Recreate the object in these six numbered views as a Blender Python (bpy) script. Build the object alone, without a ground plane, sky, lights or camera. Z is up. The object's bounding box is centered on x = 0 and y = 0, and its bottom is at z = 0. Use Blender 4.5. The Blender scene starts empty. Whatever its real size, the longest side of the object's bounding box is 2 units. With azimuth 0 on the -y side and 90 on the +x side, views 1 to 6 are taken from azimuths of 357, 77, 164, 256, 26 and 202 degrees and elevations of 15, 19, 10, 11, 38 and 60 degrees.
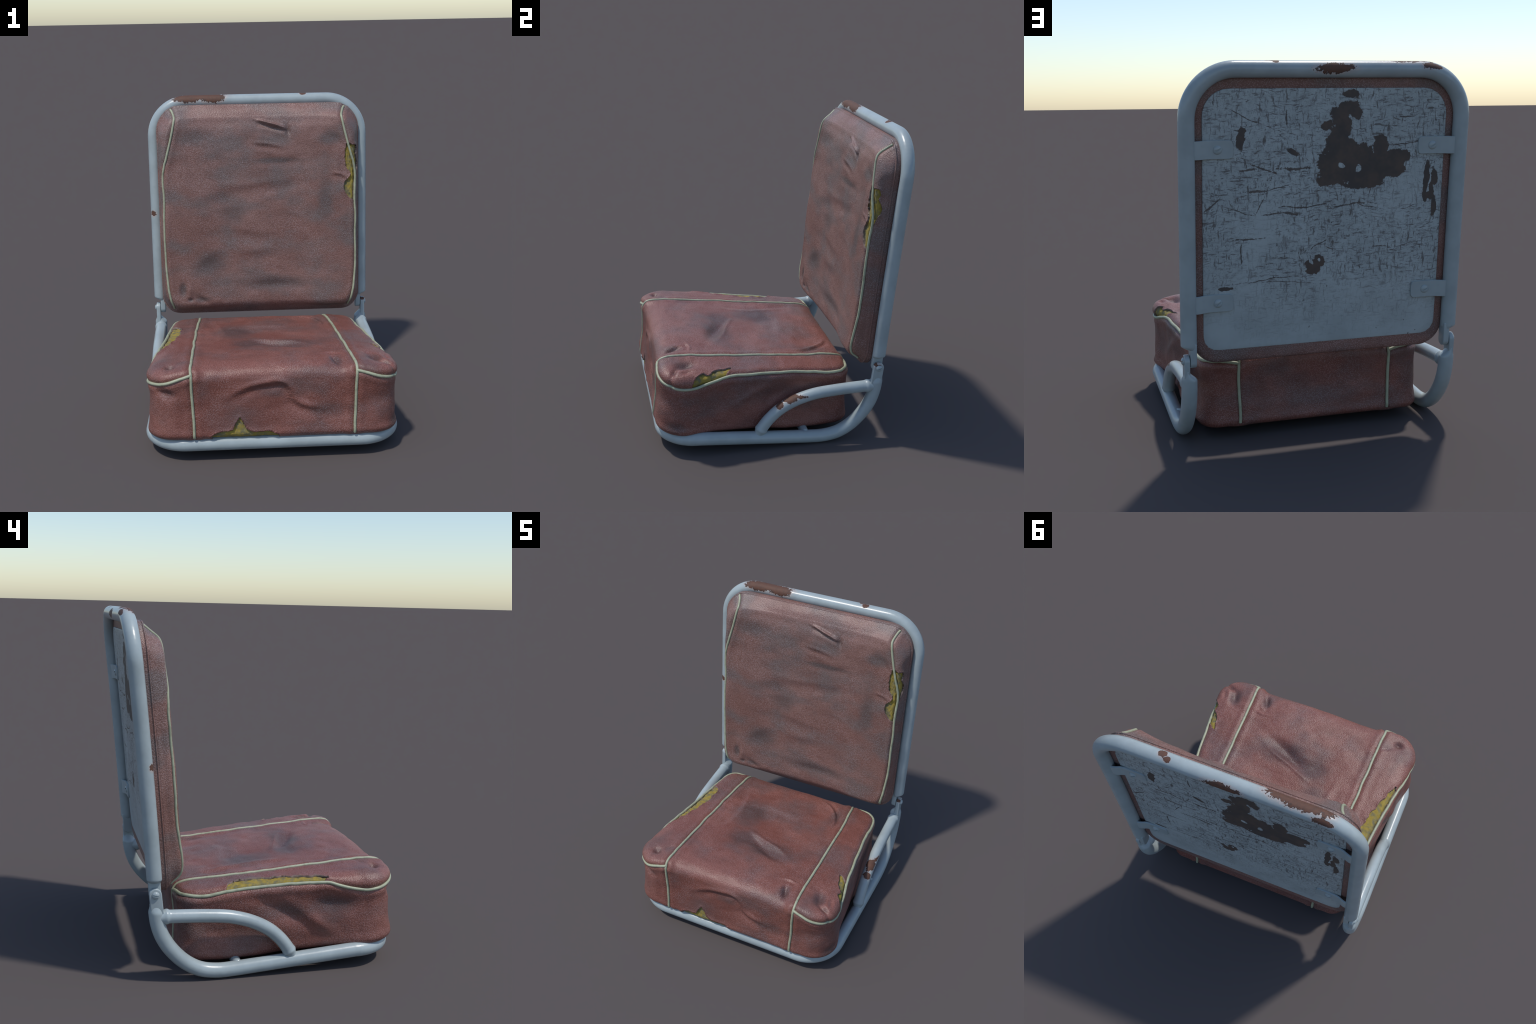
"""Weathered tubular-steel vehicle seat: red-brown leather cushions with pale piping,
torn to the yellow foam, on a chipped pale-blue painted tube frame."""
import bpy, bmesh, math
import numpy as np
from mathutils import Vector, Matrix
from mathutils.bvhtree import BVHTree
from mathutils.kdtree import KDTree

RNG = np.random.default_rng(11)

# ------------------------------------------------------------------ helpers
def smooth(a, b, x):
    t = np.clip((np.asarray(x, float) - a) / (b - a), 0, 1)
    return t * t * (3 - 2 * t)

_PERM = np.random.default_rng(5).permutation(512)
_PERM = np.concatenate([_PERM, _PERM, _PERM])
_VAL = np.random.default_rng(6).uniform(-1, 1, 512)

def vnoise(p):
    """smooth value noise in 3D, -1..1"""
    p = np.asarray(p, float)
    i = np.floor(p).astype(int)
    f = p - i
    f = f * f * f * (f * (f * 6 - 15) + 10)
    i &= 511
    out = np.zeros(len(p))
    for dx in (0, 1):
        wx = f[:, 0] if dx else 1 - f[:, 0]
        for dy in (0, 1):
            wy = f[:, 1] if dy else 1 - f[:, 1]
            for dz in (0, 1):
                wz = f[:, 2] if dz else 1 - f[:, 2]
                h = _PERM[_PERM[_PERM[(i[:, 0] + dx) & 511] + ((i[:, 1] + dy) & 511)] % 512 + ((i[:, 2] + dz) & 511)]
                out += wx * wy * wz * _VAL[h & 511]
    return out

def catmull(pts, n, closed=False):
    """Catmull-Rom through control points, resampled to n points evenly along its length"""
    P = np.asarray(pts, float)
    Q = np.vstack([2 * P[0] - P[1], P, 2 * P[-1] - P[-2]])
    out = []
    for k in range(1, len(Q) - 2):
        p0, p1, p2, p3 = Q[k - 1:k + 3]
        t = np.linspace(0, 1, 40, endpoint=False)[:, None]
        out.append(.5 * ((2 * p1) + (-p0 + p2) * t + (2 * p0 - 5 * p1 + 4 * p2 - p3) * t ** 2 + (-p0 + 3 * p1 - 3 * p2 + p3) * t ** 3))
    out = np.vstack(out + [P[-1:]])
    return resample(out, n)

def resample(poly, n):
    s = np.concatenate([[0], np.cumsum(np.linalg.norm(np.diff(poly, axis=0), axis=1))])
    q = np.linspace(0, s[-1], n)
    return np.stack([np.interp(q, s, poly[:, k]) for k in range(poly.shape[1])], 1)

def plen(poly):
    return np.linalg.norm(np.diff(poly, axis=0), axis=1).sum()

def make_mesh(name, verts, faces, mats, smooth_shade=True, face_mats=None):
    me = bpy.data.meshes.new(name)
    me.from_pydata([tuple(v) for v in verts], [], [tuple(int(i) for i in f) for f in faces])
    me.validate()
    for m in mats:
        me.materials.append(m)
    if face_mats is not None:
        me.polygons.foreach_set("material_index", np.asarray(face_mats, np.int32))
    if smooth_shade:
        me.polygons.foreach_set("use_smooth", [True] * len(me.polygons))
    me.update()
    return me

def add(name, me, parent):
    o = bpy.data.objects.new(name, me)
    bpy.context.collection.objects.link(o)
    o.parent = parent
    return o

def normals(V, F):
    F = np.asarray(F)
    n = np.cross(V[F[:, 2]] - V[F[:, 0]], V[F[:, 3]] - V[F[:, 1]])
    N = np.zeros_like(V)
    for k in range(4):
        np.add.at(N, F[:, k], n)
    return N / (np.linalg.norm(N, axis=1, keepdims=True) + 1e-12)

def sweep(path, radius, segs=28, squash=None, cap=True):
    """round tube along a polyline, radius may vary; returns verts, faces"""
    P = np.asarray(path, float)
    n = len(P)
    R = np.broadcast_to(np.asarray(radius, float), (n,))
    T = np.gradient(P, axis=0)
    T /= np.linalg.norm(T, axis=1, keepdims=True)
    a = np.array([0, 0, 1.0]) if abs(T[0, 2]) < .9 else np.array([0, 1.0, 0])
    u = np.cross(T[0], a); u /= np.linalg.norm(u)
    th = np.linspace(0, 2 * np.pi, segs, endpoint=False)
    V = []
    for i in range(n):
        u = u - T[i] * (u @ T[i]); u /= np.linalg.norm(u)
        w = np.cross(T[i], u)
        V.append(P[i] + R[i] * (np.cos(th)[:, None] * u + np.sin(th)[:, None] * w))
    V = np.vstack(V)
    F = []
    for i in range(n - 1):
        for j in range(segs):
            k = (j + 1) % segs
            F.append((i * segs + j, i * segs + k, (i + 1) * segs + k, (i + 1) * segs + j))
    if cap:
        F.append(tuple(range(segs - 1, -1, -1)))
        F.append(tuple((n - 1) * segs + j for j in range(segs)))
    return V, F

def merge(parts):
    V, F, o = [], [], 0
    for v, f in parts:
        V.append(np.asarray(v)); F += [tuple(i + o for i in q) for q in f]; o += len(v)
    return np.vstack(V), F

# ------------------------------------------------------------------ node material toolkit
class Mat:
    def __init__(self, name):
        self.m = bpy.data.materials.new(name)
        self.m.use_nodes = True
        self.t = self.m.node_tree
        self.b = self.t.nodes["Principled BSDF"]
        self.tc = self.t.nodes.new("ShaderNodeTexCoord").outputs["Object"]
    def node(self, kind, **kw):
        n = self.t.nodes.new(kind)
        for k, v in kw.items():
            setattr(n, k, v)
        return n
    def put(self, sock, val):
        if isinstance(val, bpy.types.NodeSocket):
            self.t.links.new(val, sock)
        else:
            sock.default_value = val
    def math(self, op, a, b=0.0, clamp=False):
        n = self.node("ShaderNodeMath", operation=op, use_clamp=clamp)
        self.put(n.inputs[0], a); self.put(n.inputs[1], b)
        return n.outputs[0]
    def vec(self, op, a, b=(0, 0, 0)):
        n = self.node("ShaderNodeVectorMath", operation=op)
        self.put(n.inputs[0], a); self.put(n.inputs[1], b)
        return n.outputs["Value"] if op == "LENGTH" else n.outputs[0]
    def mapping(self, scale=(1, 1, 1), rot=(0, 0, 0), loc=(0, 0, 0)):
        n = self.node("ShaderNodeMapping")
        self.put(n.inputs["Vector"], self.tc)
        n.inputs["Scale"].default_value = scale
        n.inputs["Rotation"].default_value = rot
        n.inputs["Location"].default_value = loc
        return n.outputs[0]
    def noise(self, scale, detail=3, rough=.55, vec=None, dist=0):
        n = self.node("ShaderNodeTexNoise")
        self.put(n.inputs["Vector"], vec or self.tc)
        n.inputs["Scale"].default_value = scale
        n.inputs["Detail"].default_value = detail
        n.inputs["Roughness"].default_value = rough
        n.inputs["Distortion"].default_value = dist
        return n.outputs["Fac"]
    def voronoi(self, scale, feature="F1", vec=None, rand=1.0):
        n = self.node("ShaderNodeTexVoronoi", feature=feature)
        self.put(n.inputs["Vector"], vec or self.tc)
        n.inputs["Scale"].default_value = scale
        n.inputs["Randomness"].default_value = rand
        return n.outputs["Distance"]
    def step(self, x, lo, hi):
        n = self.node("ShaderNodeMapRange", interpolation_type="SMOOTHSTEP")
        self.put(n.inputs["Value"], x)
        n.inputs["From Min"].default_value = lo
        n.inputs["From Max"].default_value = hi
        return n.outputs["Result"]
    def mix(self, fac, a, b, mode="MIX"):
        n = self.node("ShaderNodeMix", data_type="RGBA", blend_type=mode)
        self.put(n.inputs[0], fac)
        for s, v in ((n.inputs[6], a), (n.inputs[7], b)):
            self.put(s, v if isinstance(v, bpy.types.NodeSocket) else (*v, 1))
        return n.outputs[2]
    def blobs(self, items):
        """signed 'distance' to a union of ellipsoids (centre, radii): <0 inside"""
        best = None
        for c, r in items:
            v = self.vec("SUBTRACT", self.tc, c)
            v = self.vec("MULTIPLY", v, tuple(1 / k for k in r))
            l = self.math("SUBTRACT", self.vec("LENGTH", v), 1.0)
            best = l if best is None else self.math("MINIMUM", best, l)
        return best
    def bump(self, height, strength, dist, prev=None):
        n = self.node("ShaderNodeBump")
        n.inputs["Strength"].default_value = strength
        n.inputs["Distance"].default_value = dist
        self.put(n.inputs["Height"], height)
        if prev:
            self.put(n.inputs["Normal"], prev)
        return n.outputs[0]
    def done(self, color, rough, normal=None, metallic=0.0, spec=.5):
        self.put(self.b.inputs["Base Color"], color if isinstance(color, bpy.types.NodeSocket) else (*color, 1))
        self.put(self.b.inputs["Roughness"], rough)
        self.put(self.b.inputs["Metallic"], metallic)
        self.b.inputs["Specular IOR Level"].default_value = spec
        if normal:
            self.put(self.b.inputs["Normal"], normal)
        return self.m

def leather_material(name, red, pink, grey, grey_amount, speck_amount, grime_shade):
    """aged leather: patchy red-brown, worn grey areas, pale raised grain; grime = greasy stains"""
    k = Mat(name)
    big = k.noise(2.4, 3, .55, dist=.5)
    worn = k.noise(3.6, 3, .5, vec=k.mapping((1, 1, 1.5), loc=(3.1, 1.7, .4)))
    mid = k.noise(11, 3, .55)
    cells = k.voronoi(150)
    tiny = k.noise(260, 2, .5)
    col = k.mix(k.step(big, .36, .66), red, pink)
    col = k.mix(k.math("MULTIPLY", k.step(worn, .42, .68), grey_amount), col, grey)
    col = k.mix(k.math("MULTIPLY", k.step(mid, .46, .70), .30), col, tuple(c * .72 for c in red))
    stain_or_shade = k.step(k.math("ADD", k.blobs(grime_shade), k.math("MULTIPLY", k.math("SUBTRACT", mid, .5), 1.2)), .55, -.75)  # dark patches: grime mixed with painted shade of the dents
    col = k.mix(k.math("MULTIPLY", stain_or_shade, .82), col, tuple(c * .58 for c in grey))
    # grain: dark red valleys between pale cell tops, part texture, part painted-in highlight
    zone = k.step(k.noise(4.5, 2, .5, vec=k.mapping(loc=(7.3, 2.2, 5.1))), .33, .62)
    zone = k.math("ADD", .35, k.math("MULTIPLY", zone, .65))
    top = k.math("MULTIPLY", k.step(cells, .42, .12), k.math("MULTIPLY", zone, speck_amount))
    col = k.mix(k.math("MULTIPLY", k.step(cells, .38, .72), .38), col, tuple(c * .55 for c in red))
    col = k.mix(top, col, (.47, .41, .43))
    col = k.mix(k.math("MULTIPLY", k.step(tiny, .5, .8), .18), col, tuple(c * .5 for c in red))
    n = k.bump(k.noise(30, 4, .6), .25, .006)
    n = k.bump(cells, .45, -.003, n)
    n = k.bump(tiny, .15, .001, n)
    rough = k.math("ADD", .36, k.math("MULTIPLY", mid, .2))
    return k.done(col, rough, n, spec=.5)

def paint_material(name, chips, paint=(.358, .416, .428)):
    """pale blue enamel; chips = ellipsoids where it has flaked to rusty steel"""
    k = Mat(name)
    tone = k.noise(7, 4, .6)
    speck = k.noise(38, 4, .65)
    col = k.mix(k.step(tone, .35, .7), paint, tuple(c * .87 for c in paint))
    col = k.mix(k.math("MULTIPLY", k.step(speck, .58, .78), .32), col, (paint[0] * .72, paint[1] * .76, paint[2] * .8))
    n = k.bump(k.noise(30, 3), .12, .004)
    rough = .30
    if chips:
        f = k.blobs(chips)
        f = k.math("ADD", f, k.math("MULTIPLY", k.math("SUBTRACT", k.noise(24, 5, .6), .5), 1.4))
        f = k.math("ADD", f, k.math("MULTIPLY", k.math("SUBTRACT", k.noise(75, 4, .65), .5), 1.3))
        chip = k.step(f, .03, -.03)
        edge = k.math("SUBTRACT", k.step(f, .20, .05), k.step(f, .03, -.03), True)
        dark = k.math("MULTIPLY", k.step(f, -.22, -.02), chip)
        stain_or_shade = k.step(k.math("ADD", k.blobs(chips), k.math("MULTIPLY", k.noise(14, 2), .4)), .75, .1)
        col = k.mix(k.math("MULTIPLY", stain_or_shade, .45), col, (.42, .33, .29))
        col = k.mix(k.math("MULTIPLY", edge, .75), col, (.50, .43, .40))
        rust = k.mix(k.noise(45, 5, .7), (.045, .028, .022), (.17, .068, .038))
        rust = k.mix(k.math("MULTIPLY", dark, .75), rust, (.022, .016, .015))
        col = k.mix(chip, col, rust)
        rough = k.math("ADD", .30, k.math("MULTIPLY", chip, .4))
        n = k.bump(chip, .6, -.004, n)
    return k.done(col, rough, n)

def panel_material():
    """blue painted back plate, scuffed and flaked to dark bare metal"""
    k = Mat("scratched_panel_paint")
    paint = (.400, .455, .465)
    tone = k.noise(5, 4, .6)
    col = k.mix(k.step(tone, .35, .7), paint, tuple(c * .86 for c in paint))
    wear = k.noise(2.6, 3, .6)
    sep = k.node("ShaderNodeSeparateXYZ"); k.put(sep.inputs[0], k.tc)
    z = sep.outputs["Z"]
    # wander the coordinates a little so that scratches are never ruler-straight
    wob = k.node("ShaderNodeTexNoise"); k.put(wob.inputs["Vector"], k.tc); wob.inputs["Scale"].default_value = 7; wob.inputs["Detail"].default_value = 3
    warped = k.vec("ADD", k.tc, k.vec("MULTIPLY", k.vec("SUBTRACT", wob.outputs["Color"], (.5, .5, .5)), (.05, .05, .05)))
    def wmap(scale, rot):
        n = k.node("ShaderNodeMapping"); k.put(n.inputs["Vector"], warped)
        n.inputs["Scale"].default_value = scale; n.inputs["Rotation"].default_value = (0, rot, 0)
        return n.outputs[0]
    zone = k.math("MULTIPLY", k.step(wear, .24, .52), k.step(z, .45, 1.06))
    def lines(scale, rot, lo, hi, det=5):
        return k.step(k.noise(1.0, det, .68, vec=wmap(scale, rot)), lo, hi)
    marks = lines((17, 1, 95), 0, .545, .65)
    for sc, r, lo in (((100, 1, 18), 0.02, .55), ((20, 1, 110), .55, .59), ((24, 1, 105), -.65, .60), ((105, 1, 26), .35, .60)):
        marks = k.math("MAXIMUM", marks, lines(sc, r, lo, lo + .09))
    flecks = k.step(k.noise(38, 5, .75), .63, .69)
    marks = k.math("MULTIPLY", k.math("MAXIMUM", marks, flecks), zone)
    scuff = k.math("MULTIPLY", k.step(k.noise(1, 6, .8, vec=wmap((30, 1, 36), .1)), .44, .70), zone)
    col = k.mix(k.math("MULTIPLY", scuff, .55), col, (.150, .160, .160))
    col = k.mix(k.math("MULTIPLY", marks, .85), col, (.080, .066, .062))
    stray = k.step(k.noise(1, 3, .6, vec=wmap((42, 1, 26), .5)), .715, .74)
    col = k.mix(k.math("MULTIPLY", stray, .85), col, (.055, .046, .044))
    pale = k.math("MULTIPLY", k.step(k.noise(1, 4, .6, vec=wmap((70, 1, 6), .5)), .60, .70), .25)
    col = k.mix(pale, col, (.42, .48, .50))
    def E(x, z, rx, rz, turn=0.0):
        return (x, z, rx, rz, turn)
    def gate(value):
        """the coordinates again, made to wait for value (keeps the shader stack small)"""
        g = k.node("ShaderNodeCombineXYZ"); k.put(g.inputs[1], k.math("MULTIPLY", value, 1e-6))
        return k.vec("ADD", warped, g.outputs[0])
    def union(items, after):
        best = None
        src = gate(after)
        for i, (x, zz, rx, rz, turn) in enumerate(items):
            if i and i % 5 == 0:
                src = gate(best)
            n = k.node("ShaderNodeMapping", vector_type="TEXTURE"); k.put(n.inputs["Vector"], src)
            n.inputs["Location"].default_value = (x, .66, zz); n.inputs["Rotation"].default_value = (0, turn, 0); n.inputs["Scale"].default_value = (rx, .3, rz)
            l = k.math("SUBTRACT", k.vec("LENGTH", n.outputs[0]), 1.0)
            best = l if best is None else k.math("MINIMUM", best, l)
        return best
    flakes = [E(-.10, 1.765, .06, .032, .3), E(-.15, 1.742, .032, .028), E(-.065, 1.69, .048, .085, .35), E(.012, 1.688, .034, .020, .4), E(-.045, 1.60, .052, .11), E(-.015, 1.48, .068, .11), E(-.13, 1.465, .13, .095),
              E(-.28, 1.565, .045, .075), E(-.17, 1.535, .085, .05, .1), E(-.10, 1.58, .05, .06), E(-.27, 1.475, .125, .08), E(-.39, 1.515, .058, .045, .2), E(-.365, 1.455, .055, .045), E(-.20, 1.385, .10, .028, .1), E(.005, 1.405, .055, .032),
              E(-.105, 1.835, .050, .022), E(.45, 1.635, .024, .068), E(.19, 1.556, .032, .016, -.4), E(.075, .962, .045, .038), E(.035, .985, .028, .028), E(.525, .872, .042, .011),
              E(-.552, 1.40, .016, .10), E(-.60, 1.41, .018, .055, .3), E(-.575, 1.31, .026, .028), E(-.60, 1.255, .015, .075), E(-.545, 1.30, .016, .03), E(-.59, 1.34, .018, .05)]
    holes = [E(-.07, 1.482, .014, .013), E(-.16, 1.468, .013, .022), E(.082, .985, .010, .014, .5), E(.035, .99, .007, .007)]
    strokes = [E(.17, 1.474, .11, .010, .03), E(.375, 1.366, .055, .010, -.1), E(.27, 1.372, .07, .004, .25), E(.60, 1.297, .055, .0075, .62), E(.10, 1.279, .15, .0045, .02), E(-.12, 1.277, .12, .006, .08), E(-.22, 1.266, .07, .0045, -.15),
               E(.36, 1.285, .05, .005, 1.0), E(.29, 1.243, .06, .006, .1), E(.20, 1.248, .07, .010, -.03), E(.455, 1.265, .06, .005, -.35), E(.33, 1.475, .09, .007, -.4), E(.42, 1.475, .05, .008, .2),
               E(.03, 1.075, .05, .005, .5), E(-.03, 1.05, .03, .004, -.2), E(.22, 1.72, .004, .06), E(.40, 1.72, .14, .0035, -.42), E(-.40, 1.585, .16, .004, .05), E(-.42, 1.73, .06, .005, .1),
               E(.45, 1.05, .004, .12), E(.42, 1.12, .09, .006, .05), E(.30, .905, .20, .003, .05), E(.20, .885, .16, .0025, -.08), E(-.30, 1.05, .05, .004, -.1), E(-.45, 1.05, .10, .003, .12), E(-.45, 1.255, .06, .003, .25)]
    nz = k.math("SUBTRACT", k.noise(19, 7, .72), .5)
    flk = union(flakes, marks)
    hol = union(holes, flk)
    stk = union([(a, b, c * .9, d * .62, e) for a, b, c, d, e in strokes], hol)
    f = k.math("ADD", flk, k.math("MULTIPLY", nz, 2.1))
    bare = k.step(f, .06, -.03)
    bare = k.math("MULTIPLY", bare, k.step(k.math("ADD", hol, nz), -.05, .15))
    broken = k.step(k.math("ADD", stk, k.math("MULTIPLY", k.math("SUBTRACT", k.noise(48, 5, .75), .5), 4.0)), .15, -.1)
    bare = k.math("MAXIMUM", bare, k.math("MULTIPLY", broken, .9))
    metal = k.mix(k.step(k.noise(12, 6, .7), .35, .7), (.062, .052, .048), (.098, .070, .056))
    col = k.mix(bare, col, metal)
    n = k.bump(k.math("MAXIMUM", bare, k.math("MULTIPLY", marks, .6)), .35, -.002)
    return k.done(col, k.math("ADD", .42, k.math("MULTIPLY", bare, .2)), n)

def piping_material():
    k = Mat("pale_green_piping")
    col = k.mix(k.step(k.noise(30, 4, .65), .42, .75), (.37, .39, .27), (.27, .28, .19))
    return k.done(col, .45, k.bump(k.noise(220, 2), .25, .001))

def foam_material():
    k = Mat("yellow_foam")
    col = k.mix(k.step(k.noise(26, 4, .6), .40, .66), (.30, .22, .036), (.15, .135, .070))
    col = k.mix(k.math("MULTIPLY", k.step(k.noise(60, 3), .5, .75), .4), col, (.34, .27, .07))
    return k.done(col, .85, k.bump(k.noise(120, 3), .4, .003))

def torn_edge_material():
    k = Mat("torn_leather_edge")
    col = k.mix(k.noise(60, 3), (.05, .035, .035), (.30, .22, .18))
    return k.done(col, .8)

# ------------------------------------------------------------------ overall layout (metres)
TUBE = .0415            # main tube radius
SIDE = .7245            # tube centre line, half width
def back_y(z):          # leaning plane the back frame lies in
    t = z - .6
    return .627 + .075 * t + .010 * t * t
def back_slope(z):
    return .075 + .020 * (z - .6)

seat_root = bpy.data.objects.new("vehicle_seat", None)
bpy.context.collection.objects.link(seat_root)
seat_root["label"] = "worn red leather vehicle seat on pale blue tubular frame"
seat_root["category"] = "vehicle seat"

# frame chips: (centre, radii)
TOPCHIPS = [((-.395, .735, 1.99), (.17, .036, .030)), ((-.31, .718, 1.985), (.085, .046, .038)), ((-.48, .722, 1.985), (.10, .045, .035)), ((-.53, .780, 1.975), (.06, .014, .02)),
            ((-.01, .790, 1.965), (.10, .020, .030)), ((.32, .742, 2.0), (.024, .022, .02)), ((.292, .762, 1.995), (.020, .014, .02)),
            ((-.755, .635, 1.19), (.03, .022, .022))]
BASECHIPS = [((.742, .618, .515), (.02, .022, .022)), ((.742, .60, .53), (.02, .012, .015))]
BRACECHIPS = [((.735, .055, .338), (.035, .05, .03)), ((.735, .125, .345), (.03, .05, .012)), ((.735, -.02, .295), (.03, .028, .022)), ((.73, .0, .325), (.025, .05, .010))]

SEAT_GRIME_SHADE = [((.10, -.31, .53), (.19, .085, .1)), ((-.13, -.27, .53), (.11, .09, .1)), ((-.20, .02, .5), (.10, .16, .1)), ((.375, -.645, .56), (.03, .05, .06)), ((.60, -.60, .55), (.045, .06, .05)),  # dark spots at dents and folds: grime with shade painted in
              ((.67, -.66, .52), (.03, .02, .03)), ((-.60, -.665, .56), (.03, .025, .03)), ((-.63, -.77, .43), (.05, .04, .03)), ((-.68, -.10, .34), (.06, .16, .05)), ((-.70, -.40, .38), (.06, .12, .05)),
              ((-.02, -.78, .42), (.10, .04, .03)), ((.30, -.78, .31), (.09, .04, .05)), ((.70, -.66, .19), (.05, .08, .04)), ((.37, .28, .48), (.04, .10, .05)), ((.70, .0, .36), (.05, .15, .04))]
BACK_GRIME_SHADE = [((-.25, .52, 1.31), (.10, .05, .05)), ((-.20, .51, 1.20), (.08, .05, .07)), ((.08, .49, .70), (.26, .05, .05)), ((-.42, .56, 1.73), (.15, .05, .06)), ((.20, .56, 1.75), (.03, .05, .035)), ((.08, .56, 1.70), (.12, .05, .04)),  # same for the backrest: grime and painted hollow shade
              ((-.35, .48, .86), (.12, .05, .09)), ((.48, .56, 1.70), (.08, .05, .04)), ((.46, .53, 1.28), (.06, .05, .14)), ((-.42, .48, .60), (.06, .08, .02)), ((-.55, .48, .67), (.025, .08, .05)), ((-.50, .48, .595), (.022, .08, .013)), ((.12, .55, 1.56), (.20, .05, .02))]
M_LEATHER = leather_material("aged_red_leather", (.200, .069, .051), (.245, .098, .077), (.126, .081, .077), .75, .29, SEAT_GRIME_SHADE)
M_LEATHER_BACK = leather_material("sun_faded_red_leather", (.205, .098, .078), (.255, .138, .116), (.145, .118, .112), .80, .39, BACK_GRIME_SHADE)
M_PIPING = piping_material()
M_FOAM = foam_material()
M_TORN = torn_edge_material()
M_PAINT = paint_material("pale_blue_enamel", None)
M_PAINT_BACK = paint_material("chipped_blue_enamel_back_frame", TOPCHIPS)
M_PAINT_BASE = paint_material("chipped_blue_enamel_base_frame", BASECHIPS)
M_PAINT_BRACE = paint_material("chipped_blue_enamel_brace", BRACECHIPS)
M_PANEL = panel_material()

# ------------------------------------------------------------------ tube frame
def arc2(c, r, a0, a1, n=18):
    a = np.linspace(a0, a1, n)
    return np.stack([c[0] + r * np.cos(a), c[1] + r * np.sin(a)], 1)

# backrest hoop, in (x, z), then leaned back
ztop, zend, cr = 1.9585, .535, .24
hoop = np.vstack([[[SIDE, zend]], arc2((SIDE - cr, ztop - cr), cr, 0, np.pi / 2), arc2((-SIDE + cr, ztop - cr), cr, np.pi / 2, np.pi), [[-SIDE, zend]]])
hoop = resample(hoop, 800)
hoop3 = np.stack([hoop[:, 0], back_y(hoop[:, 1]), hoop[:, 1]], 1)
def flatten_ends(V, z_full, z_flat, x_mid, thick, width):
    """press the tube end into a flat tongue (thinner across x, a little narrower in y)"""
    t = smooth(z_full, z_flat, V[:, 2]) * (V[:, 1] > .5)
    sg = np.sign(V[:, 0])
    yc = PIN[0]
    V[:, 0] += t * (sg * x_mid + (V[:, 0] - sg * SIDE) * thick / TUBE - V[:, 0])
    V[:, 1] += t * (yc + (V[:, 1] - yc) * width / TUBE - V[:, 1])
    return V
PIN = (.622, .503)
v, f = sweep(hoop3, TUBE, 32)
add("backrest_frame", make_mesh("backrest_frame", flatten_ends(v, .585, .552, .7048, .0135, .030), f, [M_PAINT_BACK]), seat_root)

# base loop: hinge - down - bend - along the floor - front bar - and back
half = [(SIDE, .620, .455), (SIDE, .616, .40), (SIDE, .605, .33), (SIDE, .579, .255), (SIDE, .531, .180), (SIDE, .458, .107), (SIDE, .370, .058), (SIDE, .27, .0415), (SIDE, .16, .046)]
half = catmull(half, 90)
fr = .215
corner = arc2((SIDE - fr, -.743 + fr), fr, 0, -np.pi / 2)
corner = np.column_stack([corner, np.full(len(corner), .103)])
right = np.vstack([half, corner])
left = right[::-1] * [-1, 1, 1]
base = resample(np.vstack([right, left]), 900)
v, f = sweep(base, TUBE, 32)
add("base_frame", make_mesh("base_frame", flatten_ends(v, .395, .448, .738, .0125, .0325), f, [M_PAINT_BASE]), seat_root)

# side braces with flared weld collars
bp = catmull([(.618, .372), (.55, .371), (.44, .367), (.335, .361), (.22, .350), (.12, .325), (.045, .294), (-.02, .255), (-.078, .202), (-.120, .148), (-.143, .105), (-.150, .074)], 150)
L = plen(bp); s = np.linspace(0, L, 150)
br = .0370 + .0065 * np.exp(-((s - .056) / .012) ** 2) + .0030 * np.exp(-((s - L + .058) / .010) ** 2) - .0075 * smooth(L - .055, L - .020, s)
br += .0012 * np.sin(s * 900) * (br > .039)
v, f = sweep(np.column_stack([np.full(150, SIDE), bp]), br, 28)
brace = make_mesh("side_brace", v, f, [M_PAINT_BRACE])
add("side_brace", brace, seat_root)
v, f = sweep(np.column_stack([np.full(150, -SIDE), bp]), br, 28)
add("side_brace", make_mesh("side_brace_plain", v, f, [M_PAINT]), seat_root)

# cross tube under the seat
cx = np.column_stack([np.linspace(-SIDE, SIDE, 60), np.full(60, .16), np.full(60, .062)])
cx[:, 2] += .010 * smooth(.0, .45, SIDE - np.abs(cx[:, 0]))
add("seat_cross_tube", make_mesh("seat_cross_tube", *sweep(cx, .028, 24), [M_PAINT]), seat_root)

# hinge tabs: rounded slabs standing in the y-z plane
def tab(name, x0, x1, pts_yz, width, mat):
    (y0, z0), (y1, z1) = pts_yz          # y1,z1 = rounded free end centre
    d = np.array([y1 - y0, z1 - z0]); L = np.linalg.norm(d); d /= L
    n = np.array([-d[1], d[0]])
    r = width / 2
    o = [np.array([y0, z0]) + n * r * 1.02, ]
    out = [np.array([y0, z0]) - n * r]
    for a in np.linspace(-np.pi / 2, np.pi / 2, 22):
        out.append(np.array([y1, z1]) + r * (np.cos(a) * d + np.sin(a) * n))
    out.append(np.array([y0, z0]) + n * r)
    bm = bmesh.new()
    vs = [bm.verts.new((x0, p[0], p[1])) for p in out]
    fc = bm.faces.new(vs)
    ex = bmesh.ops.extrude_face_region(bm, geom=[fc])
    bmesh.ops.translate(bm, verts=[g for g in ex["geom"] if isinstance(g, bmesh.types.BMVert)], vec=(x1 - x0, 0, 0))
    bmesh.ops.recalc_face_normals(bm, faces=bm.faces)
    es = [e for e in bm.edges if len(e.link_faces) == 2 and e.calc_face_angle() > .8]
    bmesh.ops.bevel(bm, geom=es, offset=.006, segments=3, affect="EDGES", profile=.6)
    me = bpy.data.meshes.new(name)
    bm.to_mesh(me); bm.free()
    me.materials.append(mat)
    me.polygons.foreach_set("use_smooth", [True] * len(me.polygons))
    me.set_sharp_from_angle(angle=math.radians(40))
    return me

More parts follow.
